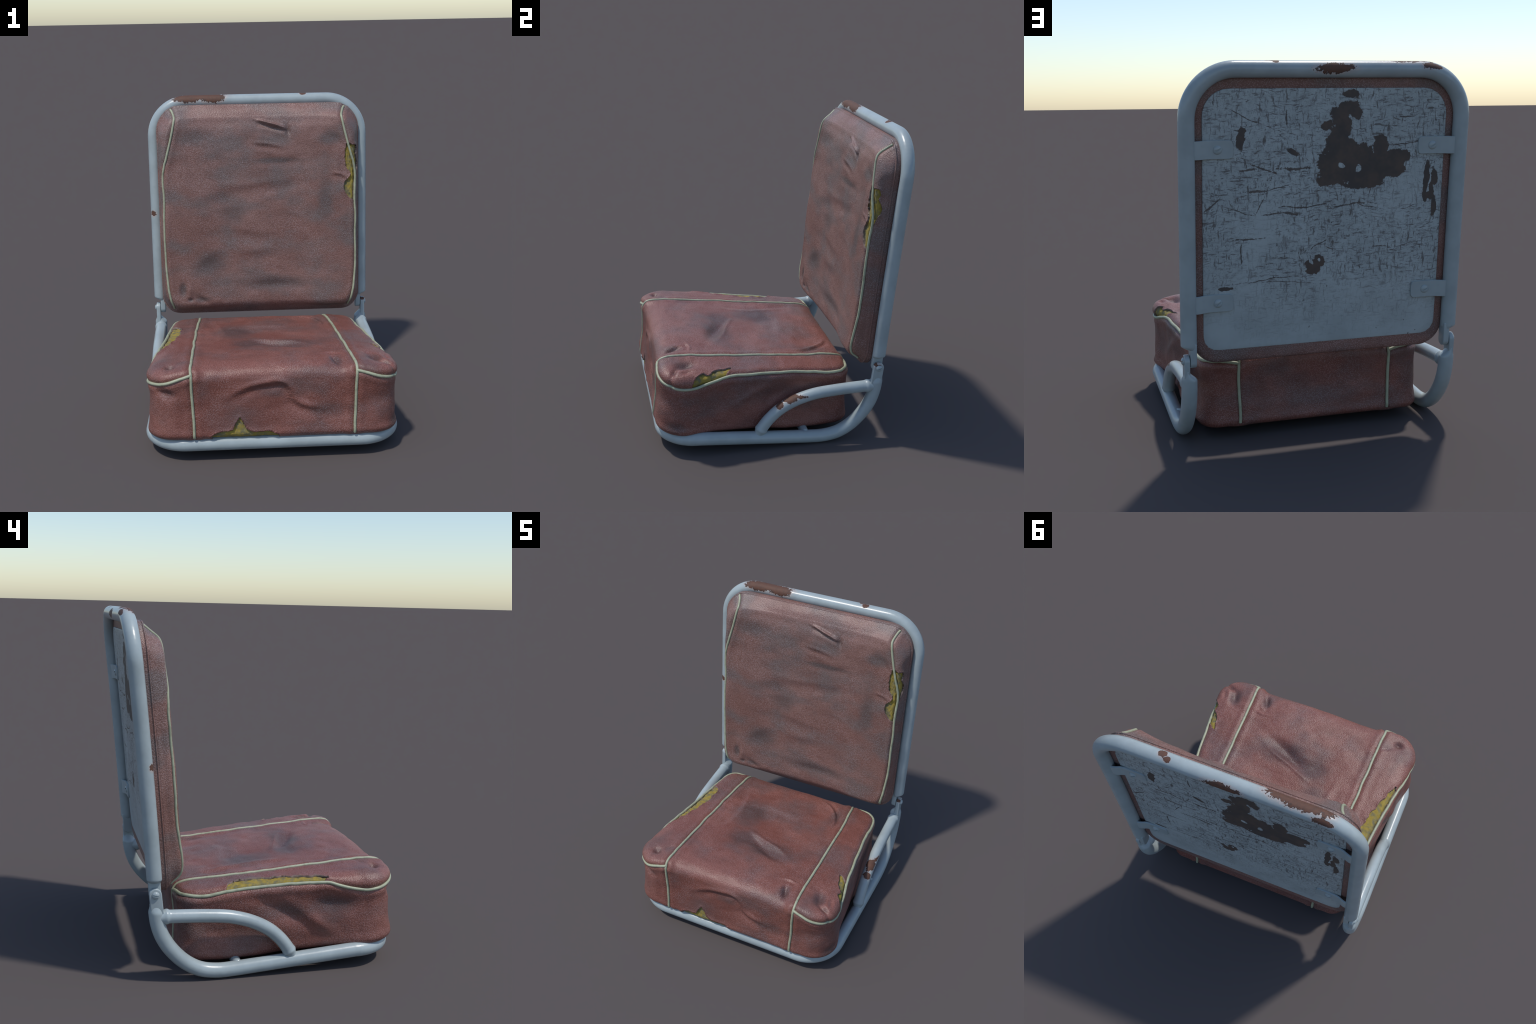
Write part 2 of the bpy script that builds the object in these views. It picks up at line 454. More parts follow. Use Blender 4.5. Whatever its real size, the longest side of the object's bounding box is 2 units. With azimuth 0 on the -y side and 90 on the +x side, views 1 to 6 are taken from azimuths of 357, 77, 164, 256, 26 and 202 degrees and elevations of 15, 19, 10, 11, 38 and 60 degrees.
PIN = (.622, .503)
for sgn in (1, -1):
    hi = tab("hinge_ear", sgn * .688, sgn * .7215, ((back_y(.60), .60), (PIN[0] - .002, PIN[1] - .004)), .066, M_PAINT)
    add("hinge_ear", hi, seat_root)
    lo = tab("hinge_lug", sgn * .7245, sgn * .753, ((.610, .39), PIN), .068, M_PAINT_BASE)
    add("hinge_lug", lo, seat_root)

# slotted dome screw (axis +z, made once)
def screw_mesh(name, r, h):
    bm = bmesh.new()
    prof = [(r * math.cos(a) if a else r, h * math.sin(a)) for a in np.linspace(0, math.pi / 2, 9)]
    rings = []
    seg = 40
    rings.append([bm.verts.new((r * math.cos(2 * math.pi * j / seg), r * math.sin(2 * math.pi * j / seg), -.006)) for j in range(seg)])
    for rr, hh in prof[:-1]:
        rings.append([bm.verts.new((rr * math.cos(2 * math.pi * j / seg), rr * math.sin(2 * math.pi * j / seg), hh)) for j in range(seg)])
    tip = bm.verts.new((0, 0, h))
    for a, b in zip(rings, rings[1:]):
        for j in range(seg):
            bm.faces.new((a[j], a[(j + 1) % seg], b[(j + 1) % seg], b[j]))
    for j in range(seg):
        bm.faces.new((rings[-1][j], rings[-1][(j + 1) % seg], tip))
    bm.faces.new(rings[0][::-1])
    me = bpy.data.meshes.new(name); bm.to_mesh(me); bm.free()
    o = bpy.data.objects.new(name, me); bpy.context.collection.objects.link(o)
    bm = bmesh.new()
    bmesh.ops.create_cube(bm, size=1, matrix=Matrix.Diagonal((2.4 * r, .17 * r * 2, h * 1.2, 1)))
    bmesh.ops.translate(bm, verts=bm.verts, vec=(0, 0, h * 1.05))
    cm = bpy.data.meshes.new("slot"); bm.to_mesh(cm); bm.free()
    c = bpy.data.objects.new("slot", cm); bpy.context.collection.objects.link(c)
    md = o.modifiers.new("slot", "BOOLEAN"); md.operation = "DIFFERENCE"; md.object = c; md.solver = "EXACT"
    dg = bpy.context.evaluated_depsgraph_get()
    res = bpy.data.meshes.new_from_object(o.evaluated_get(dg))
    bpy.data.objects.remove(o); bpy.data.objects.remove(c)
    res.name = name
    res.materials.clear(); res.materials.append(M_PAINT)
    res.polygons.foreach_set("use_smooth", [True] * len(res.polygons))
    res.set_sharp_from_angle(angle=math.radians(35))
    return res

SCREW = screw_mesh("screw", .0205, .014)
for sgn, twist in ((1, .35), (-1, .2)):
    o = add("hinge_screw", SCREW, seat_root)
    zax = Vector((sgn, 0, 0)); xax = Vector((0, math.cos(twist), math.sin(twist)))
    yax = zax.cross(xax)
    o.matrix_world = Matrix.Translation((sgn * .753, PIN[0], PIN[1])) @ Matrix((xax, yax, zax)).transposed().to_4x4()

# ------------------------------------------------------------------ lofted cushions
def round_rect(hx, lo, hi, r_lo, r_hi, par):
    """point on a rounded rectangle (a,b); par = 0..8, even = straight edges, odd = corners"""
    par = np.asarray(par); seg = np.floor(par).astype(int) % 8; t = par - np.floor(par)
    P = np.zeros((len(par), 2))
    cs = [(hx - r_lo, lo + r_lo, r_lo, -np.pi / 2), (hx - r_hi, hi - r_hi, r_hi, 0), (-hx + r_hi, hi - r_hi, r_hi, np.pi / 2), (-hx + r_lo, lo + r_lo, r_lo, np.pi)]
    for k, (cx_, cy_, r, a0) in enumerate(cs):
        m = seg == 2 * k + 1
        a = a0 + t[m] * np.pi / 2
        P[m] = np.stack([cx_ + r * np.cos(a), cy_ + r * np.sin(a)], 1)
        e = seg == 2 * k
        q = cs[(k - 1) % 4]
        s0 = np.array([q[0] + q[2] * np.cos(q[3] + np.pi / 2), q[1] + q[2] * np.sin(q[3] + np.pi / 2)])
        s1 = np.array([cx_ + r * np.cos(a0), cy_ + r * np.sin(a0)])
        P[e] = s0 + t[e][:, None] * (s1 - s0)
    return P

def ring_params(hx, lo, hi, r_lo, r_hi, n):
    """parameters giving n evenly spaced points on the reference outline"""
    p = np.linspace(0, 8, 8001)[:-1]
    P = round_rect(hx, lo, hi, r_lo, r_hi, p)
    s = np.concatenate([[0], np.cumsum(np.linalg.norm(np.diff(np.vstack([P, P[:1]]), axis=0), axis=1))])
    q = np.linspace(0, s[-1], n, endpoint=False)
    return np.interp(q, s, np.append(p, 8)) % 8

def loft_faces(nr, n):
    i = np.arange(nr - 1)[:, None] * n; j = np.arange(n)[None]; k = (j + 1) % n
    return np.stack([i + j, i + k, i + n + k, i + n + j], -1).reshape(-1, 4)

def polyline_dist(V, poly, maxd=.2):
    """distance of every vertex to a densely sampled polyline (index of nearest too)"""
    kd = KDTree(len(poly))
    for i, p in enumerate(poly):
        kd.insert(p, i)
    kd.balance()
    lo = poly.min(0) - maxd; hi = poly.max(0) + maxd
    m = np.where(((V > lo) & (V < hi)).all(1))[0]
    D = np.full(len(V), 9.); I = np.zeros(len(V), int)
    for a in m:
        _, idx, d = kd.find(V[a])
        D[a] = d; I[a] = idx
    return D, I

def project(bvh, pts, lift=0.0):
    out = []
    for p in pts:
        loc, nor, _, _ = bvh.find_nearest(Vector(p))
        out.append(np.array(loc) + lift * np.array(nor))
    out = np.array(out)
    k = np.array([.25, .5, .25])
    for _ in range(6):
        out[1:-1] = .25 * out[:-2] + .5 * out[1:-1] + .25 * out[2:]
    return out

def dents(V, N, items):
    """sum of soft oval hollows/bulges: (centre, axis a, axis b, ra, rb, depth)"""
    D = np.zeros(len(V))
    for c, a, b, ra, rb, h in items:
        a = np.array(a, float); a /= np.linalg.norm(a)
        b = np.array(b, float); b -= a * (a @ b); b /= np.linalg.norm(b)
        q = V - np.array(c)
        w = np.cross(a, b)
        D += h * np.exp(-((q @ a) / ra) ** 2 - ((q @ b) / rb) ** 2 - ((q @ w) / .10) ** 2)
    return D

def folds(V, F, items):
    """creases along curves: raised lip on one side, hollow on the other (side vector)"""
    D = np.zeros(len(V))
    skin = BVHTree.FromPolygons(V.tolist(), F.tolist())
    for pts, side, w, up, down in items:
        P = project(skin, catmull(pts, 80))
        d, i = polyline_dist(V, P, .12)
        m = d < .12
        s = np.array(side, float); s /= np.linalg.norm(s)
        sd = (V[m] - P[i[m]]) @ s
        taper = np.sin(np.pi * np.clip(i[m] / 79, .02, .98)) ** .7
        x = sd / w
        off = np.sqrt(np.maximum(d[m] ** 2 - sd ** 2, 0)) / w
        fade = np.exp(-(off / 1.2) ** 2)
        D[m] += taper * fade * (up * np.exp(-((x - .55) / .6) ** 2) - down * np.exp(-((x + .7) / .9) ** 2))
    return D

def poly_sdf(P, poly):
    """signed distance in 2D to a closed polygon (<0 inside)"""
    poly = np.asarray(poly, float)
    A = poly; B = np.roll(poly, -1, 0)
    d = np.full(len(P), 9.); ins = np.zeros(len(P), bool)
    for a, b in zip(A, B):
        ab = b - a; t = np.clip(((P - a) @ ab) / (ab @ ab), 0, 1)
        d = np.minimum(d, np.linalg.norm(P - a - t[:, None] * ab, axis=1))
        c = ((a[1] > P[:, 1]) != (b[1] > P[:, 1])) & (P[:, 0] < (b[0] - a[0]) * (P[:, 1] - a[1]) / (b[1] - a[1] + 1e-12) + a[0])
        ins ^= c
    return np.where(ins, -d, d)

def ragged(poly, amp, step, seed):
    r = np.random.default_rng(seed)
    poly = np.asarray(poly, float); out = []
    for a, b in zip(poly, np.roll(poly, -1, 0)):
        n = max(1, int(np.linalg.norm(b - a) / step))
        nn = np.array([-(b - a)[1], (b - a)[0]]) / (np.linalg.norm(b - a) + 1e-9)
        for t in range(n):
            out.append(a + (b - a) * t / n + (nn * r.uniform(-amp, amp) if t else 0))
    return np.array(out)

def cut_tears(name, V, F, tears, leather, parent, spacing):
    """open the leather along each tear outline, lift its lips, give it a cut edge
    and lay a lumpy foam surface underneath.  tears: list of functions V -> signed distance"""
    F = np.asarray(F)
    N = normals(V, F)
    f = np.full(len(V), 9.)
    for t in tears:
        f = np.minimum(f, t(V))
    # foam: region a little wider than the hole, sunk under the skin
    fc = f[F].max(1)
    keep = F[fc < .020]
    used = np.unique(keep)
    remap = -np.ones(len(V), int); remap[used] = np.arange(len(used))
    depth = .0085 + .0025 * vnoise(V[used] * 45) + .002 * vnoise(V[used] * 110) + .006 * smooth(.004, .018, f[used])
    foamV = V[used] - N[used] * depth[:, None]
    foam = add(name + "_foam", make_mesh(name + "_foam", foamV, remap[keep], [M_FOAM]), parent)
    # snap vertices near the outline onto it so the cut is clean
    near = np.where(np.abs(f) < spacing * .75)[0]
    W = V.copy()
    eps = 1e-3
    g = np.zeros((len(near), 3))
    for k in range(3):
        dv = np.zeros(3); dv[k] = eps
        fp = np.full(len(near), 9.); fm = fp.copy()
        for t in tears:
            fp = np.minimum(fp, t(V[near] + dv)); fm = np.minimum(fm, t(V[near] - dv))
        g[:, k] = (fp - fm) / (2 * eps)
    g -= N[near] * (g * N[near]).sum(1, keepdims=True)
    g2 = (g * g).sum(1, keepdims=True)
    step = np.where(g2 > .05, -f[near][:, None] * g / np.maximum(g2, .05), 0)
    ln = np.linalg.norm(step, axis=1, keepdims=True)
    step *= np.minimum(1, spacing * .8 / np.maximum(ln, 1e-9))
    W[near] += step
    f2 = f.copy(); f2[near] = 0
    # lip rises away from the foam
    rise = .0065 * np.exp(-np.maximum(f2, 0) / .012) * (.6 + .6 * vnoise(V * 30)) * (f2 < .08)
    W += N * rise[:, None]
    gone = f[F].mean(1) < 0
    F2 = F[~gone]
    # boundary edges of the hole -> turned-in rim
    E = np.concatenate([F2[:, [0, 1]], F2[:, [1, 2]], F2[:, [2, 3]], F2[:, [3, 0]]])
    key = {}
    for a, b in E:
        k = (min(a, b), max(a, b)); key.setdefault(k, []).append((a, b))
    bnd = [v[0] for v in key.values() if len(v) == 1 and max(f[v[0][0]], f[v[0][1]]) < .05]
    bv = sorted({i for e in bnd for i in e})
    idx = {v: len(W) + i for i, v in enumerate(bv)}
    W = np.vstack([W, W[bv] - N[bv] * .013])
    rim = [(b, a, idx[a], idx[b]) for a, b in bnd]
    allF = np.vstack([F2, np.array(rim).reshape(-1, 4)]) if rim else F2
    fm = np.concatenate([np.zeros(len(F2), int), np.ones(len(rim), int)])
    used = np.unique(allF); remap = -np.ones(len(W), int); remap[used] = np.arange(len(used))
    return make_mesh(name, W[used], remap[allF], [leather, M_TORN], face_mats=fm)

def seam(V, N, lines, r, depth):
    """pull the skin into the stitched seams and puff it up beside them"""
    out = np.zeros(len(V))
    for P in lines:
        d, _ = polyline_dist(V, P, .07)
        out += -depth * np.exp(-(d / (r * 1.35)) ** 2) + depth * .75 * np.exp(-((d - r * 3.6) / (r * 2.4)) ** 2)
    return out

# ---------------------------------------------------------------- seat cushion
GRID = .0062
def seat_top(y): return .577 - .090 * (y + .72)
def seat_bottom(y): return .136 - .078 * (np.minimum(y, .24) + .75)
def seat_half_width(y): return .750 - .104 * (y + .65)

SEAT_PROFILE = [(.10, 0.0), (.055, .0), (.022, .015), (.004, .055), (.0, .10), (.007, .20), (.015, .42), (.016, .62), (.012, .78), (.010, .85), (.017, .91), (.040, .96), (.085, .99), (.15, 1.0)]
prof = catmull([(a, b * .43) for a, b in SEAT_PROFILE], 96)
prof[:, 1] = np.clip(prof[:, 1] / .43, 0, 1)
hx0, ylo, yhi, rlo, rhi = .75, -.789, .494, .19, .105
NS = int(4.0 / GRID)
par = ring_params(hx0, ylo, yhi, rlo, rhi, NS)
cen = np.array([0, -.15])
rings = []
def seat_ring(inset, t, scale=1.0):
    P = round_rect(hx0 - inset, ylo + inset, yhi - inset, max(rlo - .7 * inset, .02), max(rhi - .7 * inset, .02), par)
    P[:, 0] *= seat_half_width(P[:, 1]) / hx0
    tuck = .030 * (1 - smooth(.0, .45, t)) * smooth(-.62, -.40, P[:, 1]) * smooth(.05, -.15, P[:, 1])
    P[:, 0] -= np.sign(P[:, 0]) * tuck * smooth(.3, .6, np.abs(P[:, 0]))
    P = cen + (P - cen) * scale
    # front face leans back towards the top
    P[:, 1] += .018 * t * smooth(-.45, -.78, P[:, 1]) - .014 * (1 - t) * smooth(.2, .47, P[:, 1])
    z = seat_bottom(P[:, 1]) * (1 - t) + seat_top(P[:, 1]) * t
    return np.column_stack([P, z])
for sc in np.linspace(.02, .97, 30):
    rings.append(seat_ring(.10, 0, sc))
for a, t in prof:
    rings.append(seat_ring(a, t))
for sc in np.linspace(1, .004, 105)[1:]:
    rings.append(seat_ring(.15, 1, sc))
V = np.vstack(rings); F = loft_faces(len(rings), NS)
# tuck the underside flat, sag of the seat top, softly rounded front roll
crown = smooth(0, .25, V[:, 2] - .30)
V[:, 2] += crown * (.010 * np.cos(np.clip(V[:, 0] / .47, -1.3, 1.3) * np.pi / 2) - .006 * np.exp(-((V[:, 0]) / .30) ** 2 - ((V[:, 1] - .10) / .30) ** 2))
front_roll = smooth(.50, .38, np.abs(V[:, 0])) * np.exp(-((V[:, 1] + .775) / .10) ** 2 - ((seat_top(V[:, 1]) - V[:, 2]) / .10) ** 2)
V[:, 1] += .014 * front_roll; V[:, 2] -= .016 * front_roll
N = normals(V, F)

X, Y, Z = (1, 0, 0), (0, 1, 0), (0, 0, 1)
disp = dents(V, N, [
    ((.09, -.330, .53), (1, -.42, 0), Y, .15, .040, -.026),
    ((-.12, -.29, .53), (1, .1, 0), Y, .13, .06, -.012),
    ((-.10, .02, .51), Y, X, .13, .07, -.007),
    ((.15, .16, .49), X, Y, .22, .07, .005),
    ((.05, -.52, .56), X, Y, .25, .08, .006),
    ((.375, -.645, .555), (.35, -1, 0), X, .055, .020, -.024),
    ((.605, -.60, .55), (.3, -1, 0), X, .07, .034, -.024),
    ((.668, -.675, .53), (1, -.5, 0), Y, .045, .016, -.020),
    ((.685, -.60, .53), (.3, -1, 0), X, .04, .016, -.010),
    ((-.60, -.665, .55), X, Y, .030, .024, -.022),
    ((-.52, -.60, .56), (1, .6, 0), Y, .06, .02, -.007),
    ((-.63, -.765, .43), (1, 0, -.5), Z, .05, .026, -.022),
    ((.62, -.765, .36), X, Z, .08, .05, -.010),
    ((.35, -.775, .30), X, Z, .10, .07, -.008),
    ((-.35, -.775, .38), X, Z, .06, .09, -.006),
    ((-.67, -.12, .33), (0, 1, .55), Z, .17, .045, -.020),
    ((-.67, -.40, .385), (0, 1, .1), Z, .13, .05, -.018),
    ((-.67, -.30, .27), (0, 1, .7), Z, .12, .035, .012),
    ((-.66, .12, .22), (0, 1, 0), Z, .16, .06, -.008),
    ((.67, .02, .36), (0, 1, .5), Z, .16, .05, -.011),
    ((.67, -.20, .36), (0, 1, .55), Z, .16, .03, .010),
    ((.67, -.42, .30), (0, 1, .2), Z, .14, .07, -.012),
    ((.70, -.66, .19), (0, 1, 0), Z, .08, .04, -.010),
    ((.0, .47, .26), X, Z, .22, .08, -.007),
    ((-.30, .47, .20), X, Z, .12, .06, .004),
])
disp += folds(V, F, [
    ([(.24, -.335, .53), (.14, -.290, .53), (.05, -.262, .53), (-.04, -.225, .53), (-.13, -.185, .53)], (.3, 1, 0), .026, .007, .008),
    ([(-.26, -.77, .385), (-.19, -.77, .425), (-.10, -.765, .458), (0, -.76, .472), (.05, -.76, .470), (.085, -.765, .425), (.11, -.77, .365), (.17, -.77, .325), (.28, -.77, .30)], (.25, -.2, 1), .030, .012, .012),
    ([(.20, .42, .465), (.28, .385, .47), (.355, .30, .475), (.392, .20, .48), (.39, .12, .49)], (-1, -.5, 0), .018, .008, .008),
    ([(.30, -.56, .56), (.36, -.545, .555), (.42, -.56, .555)], (0, 1, 0), .016, .006, .003),
    ([(-.69, -.73, .455), (-.64, -.765, .42), (-.58, -.77, .37)], (-.3, 0, 1), .018, .007, .004),
    ([(-.25, .10, .5), (-.10, .13, .5), (.08, .10, .5), (.2, .14, .5)], (0, 1, 0), .040, .003, .005),
    ([(-.36, .33, .47), (-.30, .0, .50), (-.33, -.25, .53)], (1, 0, 0), .035, .004, .005),
])
disp += .0035 * vnoise(V * [5, 9, 7] + 3.1) + .0018 * vnoise(V * [14, 22, 18])
disp *= 1.2 * smooth(.12, .2, V[:, 2])
V = V + N * disp[:, None]

bvh = BVHTree.FromPolygons(V.tolist(), F.tolist())
pipes = []
for s in (1, -1):
    top = catmull([(s * .428, .487, .085), (s * .432, .487, .25), (s * .434, .482, .40), (s * .432, .462, .455), (s * .440, .40, .472), (s * .453, .21, .494), (s * .464, -.07, .515), (s * .469, -.37, .545),
                   (s * .474, -.60, .565), (s * .480, -.70, .567), (s * .482, -.748, .540), (s * .478, -.765, .47), (s * .473, -.77, .36), (s * .470, -.79, .22), (s * .469, -.795, .15)], 420)
    side = catmull([(s * .481, -.750, .532), (s * .54, -.760, .520), (s * .61, -.750, .497), (s * .675, -.705, .478), (s * .715, -.63, .462), (s * .722, -.55, .462), (s * .708, -.43, .486), (s * .695, -.33, .503), (s * .680, -.16, .503),
                    (s * .665, .0, .494), (s * .648, .20, .470), (s * .645, .32, .448), (s * .630, .41, .450), (s * .580, .475, .462), (s * .50, .492, .450), (s * .433, .495, .425)], 420)
    pipes += [top, side]
pipes = [project(bvh, p + .0035 * np.column_stack([vnoise(p * 11 + c) for c in (1.3, 4.7, 8.1)])) for p in pipes]
N = normals(V, F)
PR = .0092
V = V + N * seam(V, N, [resample(p, int(plen(p) / .003)) for p in pipes], PR, .006)[:, None]

side_l = pipes[3]
def side_coords(V, line, s):
    """(y, distance up the shoulder from the side piping)"""
    o = np.argsort(line[:, 1])
    px = np.interp(V[:, 1], line[o, 1], line[o, 0]); pz = np.interp(V[:, 1], line[o, 1], line[o, 2])
    return np.stack([V[:, 1], (px - V[:, 0]) * s * .85 + (V[:, 2] - pz) * .6], 1)
TL = ragged([(.215, .006), (.205, .040), (.175, .072), (.12, .090), (.06, .086), (.0, .092), (-.05, .076), (-.11, .082), (-.16, .064), (-.22, .068), (-.26, .048), (-.30, .054), (-.37, .040), (-.33, .006), (.0, .002)], .008, .020, 3)
TR = ragged([(-.575, .002), (-.555, .030), (-.525, .060), (-.495, .068), (-.475, .046), (-.455, .044), (-.43, .066), (-.395, .070), (-.36, .062), (-.31, .068), (-.335, .036), (-.355, .004), (-.46, .001)], .006, .018, 4)
TF = ragged([(-.375, .165), (-.355, .178), (-.31, .194), (-.27, .196), (-.243, .204), (-.225, .245), (-.199, .281), (-.183, .250), (-.166, .208), (-.135, .192), (-.09, .190), (-.05, .192), (.0, .178), (.03, .162), (.02, .10), (-.35, .10)], .004, .016, 5)
sl = pipes[3]; sr = pipes[1]
main_l = sl[(sl[:, 1] < .40) & (np.abs(sl[:, 0]) > .60)]; main_r = sr[(sr[:, 1] < .40) & (np.abs(sr[:, 0]) > .60)]
def tear_left(V):
    q = side_coords(V, main_l, -1)
    return np.where((V[:, 0] < -.5) & (V[:, 2] > .42), poly_sdf(q, TL), 9.)
def tear_right(V):
    q = side_coords(V, main_r, 1)
    return np.where((V[:, 0] > .5) & (V[:, 2] > .42), poly_sdf(q, TR), 9.)
def tear_front(V):
    return np.where((V[:, 1] < -.70), poly_sdf(V[:, [0, 2]], TF), 9.)
def limited(fn, lo, hi):
    def g(V):
        out = np.full(len(V), 9.)
        m = ((V > lo) & (V < hi)).all(1)
        if m.any():
            out[m] = fn(V[m])
        return out
    return g
seat_obj = bpy.data.objects.new("seat_cushion", None)
tears = [limited(tear_left, (-.85, -.45, .40), (-.5, .30, .65)), limited(tear_right, (.5, -.66, .40), (.85, -.24, .65)), limited(tear_front, (-.5, -.9, .08), (.15, -.735, .36))]
bpy.data.objects.remove(seat_obj)
tmp = bpy.data.objects.new("seat_cushion", bpy.data.meshes.new("tmp"))
bpy.context.collection.objects.link(tmp); tmp.parent = seat_root
tmp.data = cut_tears("seat_cushion", V, F, tears, M_LEATHER, tmp, GRID)
for i, p in enumerate(pipes):
    add("seat_piping", make_mesh("seat_piping", *sweep(p, PR if i % 2 else PR * .93, 14), [M_PIPING]), tmp)

# ---------------------------------------------------------------- backrest cushion
# depth d is measured forward from the leaning board plane
def plane_y(z): return back_y(z) - .014
BACK_PROFILE = [  # depth, inset at sides, top, bottom
    (.004, .070, .070, .070), (.003, .030, .030, .030), (.007, .010, .010, .010), (.020, .001, .001, .002), (.038, .0, .0, .006), (.050, .001, .002, .010), (.0555, -.004, -.003, .007), (.0600, .006, .007, .016),
    (.066, .006, .013, .020), (.080, .010, .028, .036), (.100, .020, .050, .058), (.117, .033, .069, .077), (.126, .046, .081, .093), (.131, .062, .100, .112), (.133, .10, .14, .15)]
bprof = catmull(np.array(BACK_PROFILE), 110)
bx, bz0, bz1, r0, r1 = .699, .468, 1.936, .135, .175
NB = int(4.1 / GRID)
parb = ring_params(bx, bz0, bz1, r0, r1, NB)
cb = np.array([0, 1.2])
def back_ring(d, a, t, b, scale=1.0):
    P = round_rect(bx - a, bz0 + b, bz1 - t, max(r0 - .5 * a, .03), max(r1 - .5 * a, .03), parb)
    P = cb + (P - cb) * scale
    return np.column_stack([P[:, 0], np.full(len(P), d), P[:, 1]])
rings = [back_ring(*bprof[0], sc) for sc in np.linspace(.80, .99, 12)]
rings += [back_ring(*q) for q in bprof]
rings += [back_ring(*bprof[-1], sc) for sc in np.linspace(1, .004, 105)[1:]]
V = np.vstack(rings); F = loft_faces(len(rings), NB)
d, x, z = V[:, 1].copy(), V[:, 0], V[:, 2]
fr_ = smooth(.09, .13, d)
d += fr_ * .010 * smooth(.95, .55, z) * smooth(.1, .5, np.abs(x))
d += smooth(.08, .125, d) * .021 * smooth(.22, .52, np.abs(x)) * (.55 + .45 * np.cos(np.clip((z - 1.2) / .75, -1, 1) * np.pi / 2))
d -= smooth(.07, .125, d) * .008 * (1 - smooth(.0, .58, np.abs(x)) ** 1.3) * smooth(1.62, 1.90, z)
d -= smooth(.07, .12, d) * .013 * np.exp(-((z - 1.842) / .050) ** 2) * smooth(.60, .42, np.abs(x))   # soft roll of the top edge
V[:, 1] = plane_y(z) - d
N = normals(V, F)
disp = dents(V, N, [
    ((.02, .55, 1.815), (1, 0, -.3), Z, .10, .030, -.008),
    ((.205, .545, 1.765), (.25, 0, -1), X, .035, .016, -.022),
    ((.11, .54, 1.73), (1, 0, -.3), Z, .12, .035, -.010),
    ((-.25, .51, 1.31), X, Z, .09, .05, -.010),
    ((-.20, .505, 1.20), X, Z, .08, .06, -.006),
    ((.10, .47, .69), X, Z, .22, .035, -.009),
    ((-.33, .47, .86), (1, 0, .5), Z, .12, .05, -.007),
    ((-.555, .468, .67), Z, X, .05, .022, -.010),
    ((-.425, .463, .60), (1, 0, -.6), Z, .06, .022, -.012),
    ((-.50, .465, .60), X, Z, .022, .014, -.011),
    ((-.505, .468, .66), Z, X, .055, .018, .008),
    ((.50, .55, 1.72), (1, 0, -.6), Z, .09, .04, -.010),
    ((-.42, .55, 1.74), (1, 0, .1), Z, .16, .06, -.007),
    ((.54, .53, 1.52), Z, X, .10, .03, .008),
    ((.45, .52, 1.30), Z, X, .12, .05, -.006),
    ((.42, .54, 1.56), X, Z, .16, .17, -.011),
])
disp += folds(V, F, [
    ([(-.02, .556, 1.845), (.04, .552, 1.832), (.10, .55, 1.81), (.15, .549, 1.790), (.195, .547, 1.768)], (.25, 0, 1), .017, .024, .012),
    ([(-.05, .53, 1.62), (.06, .53, 1.60), (.18, .53, 1.575), (.30, .53, 1.585)], (0, 0, 1), .048, .002, .005),
    ([(-.05, .53, 1.68), (.08, .53, 1.665), (.17, .53, 1.64)], (0, 0, 1), .022, .005, .005),
    ([(-.18, .49, 1.07), (-.02, .49, 1.05), (.12, .49, 1.06)], (0, 0, 1), .048, .002, .005),
    ([(-.22, .48, .93), (-.05, .48, .915), (.15, .48, .93)], (0, 0, 1), .048, .002, .005),
    ([(-.30, .52, 1.38), (-.12, .515, 1.375), (.10, .515, 1.40), (.28, .515, 1.42)], (0, 0, 1), .045, .003, .005),
    ([(.62, .53, 1.42), (.56, .53, 1.45), (.50, .53, 1.46)], (0, 0, 1), .018, .005, .004),
])
front_side = smooth(.065, .105, plane_y(V[:, 2]) - V[:, 1])
disp += .0035 * vnoise(V * [5, 5, 8] + 7.7) + .0012 * vnoise(V * [13, 13, 20])
V = V + N * (disp * front_side)[:, None]
bvh = BVHTree.FromPolygons(V.tolist(), F.tolist())
bpipes = []
for s in (1, -1):
    p = catmull([(s * .600, .668, 1.912), (s * .588, .640, 1.897), (s * .576, .586, 1.860), (s * .584, .567, 1.800), (s * .604, .560, 1.712), (s * .628, .560, 1.620), (s * .648, .560, 1.53), (s * .657, .553, 1.44), (s * .658, .535, 1.31), (s * .659, .518, 1.073),
                 (s * .658, .50, .85), (s * .650, .475, .69), (s * .638, .466, .60), (s * .630, .478, .555), (s * .622, .52, .520)], 420)
    bpipes.append(project(bvh, p))
N = normals(V, F)
BR = .0078
V = V + N * seam(V, N, [resample(p, int(plen(p) / .003)) for p in bpipes], BR, .005)[:, None]
TB = ragged([(1.675, -.004), (1.655, .030), (1.655, .078), (1.62, .085), (1.595, .062), (1.56, .076), (1.53, .080), (1.50, .060), (1.465, .030), (1.43, .008), (1.36, -.003), (1.270, -.005),
             (1.285, -.036), (1.33, -.080), (1.365, -.092), (1.40, -.090), (1.43, -.068), (1.455, -.050), (1.475, -.052), (1.495, -.066), (1.55, -.058), (1.60, -.042), (1.64, -.026)], .007, .020, 8)
bl = bpipes[0]
def tear_back(V):
    o = np.argsort(bl[:, 2])
    px = np.interp(V[:, 2], bl[o, 2], bl[o, 0]); py = np.interp(V[:, 2], bl[o, 2], bl[o, 1])
    q = np.stack([V[:, 2], (V[:, 0] - px) + (V[:, 1] - py)], 1)
    return np.where((V[:, 0] > .5) & (plane_y(V[:, 2]) - V[:, 1] > .066), poly_sdf(q, TB), 9.)
back_cushion = bpy.data.objects.new("backrest_cushion", bpy.data.meshes.new("tmp2"))
bpy.context.collection.objects.link(back_cushion); back_cushion.parent = seat_root
back_cushion.data = cut_tears("backrest_cushion", V, F, [limited(tear_back, (.5, .40, 1.2), (.8, .72, 1.75))], M_LEATHER_BACK, back_cushion, GRID)
for p in bpipes:
    add("backrest_piping", make_mesh("backrest_piping", *sweep(p, BR, 14), [M_PIPING]), back_cushion)

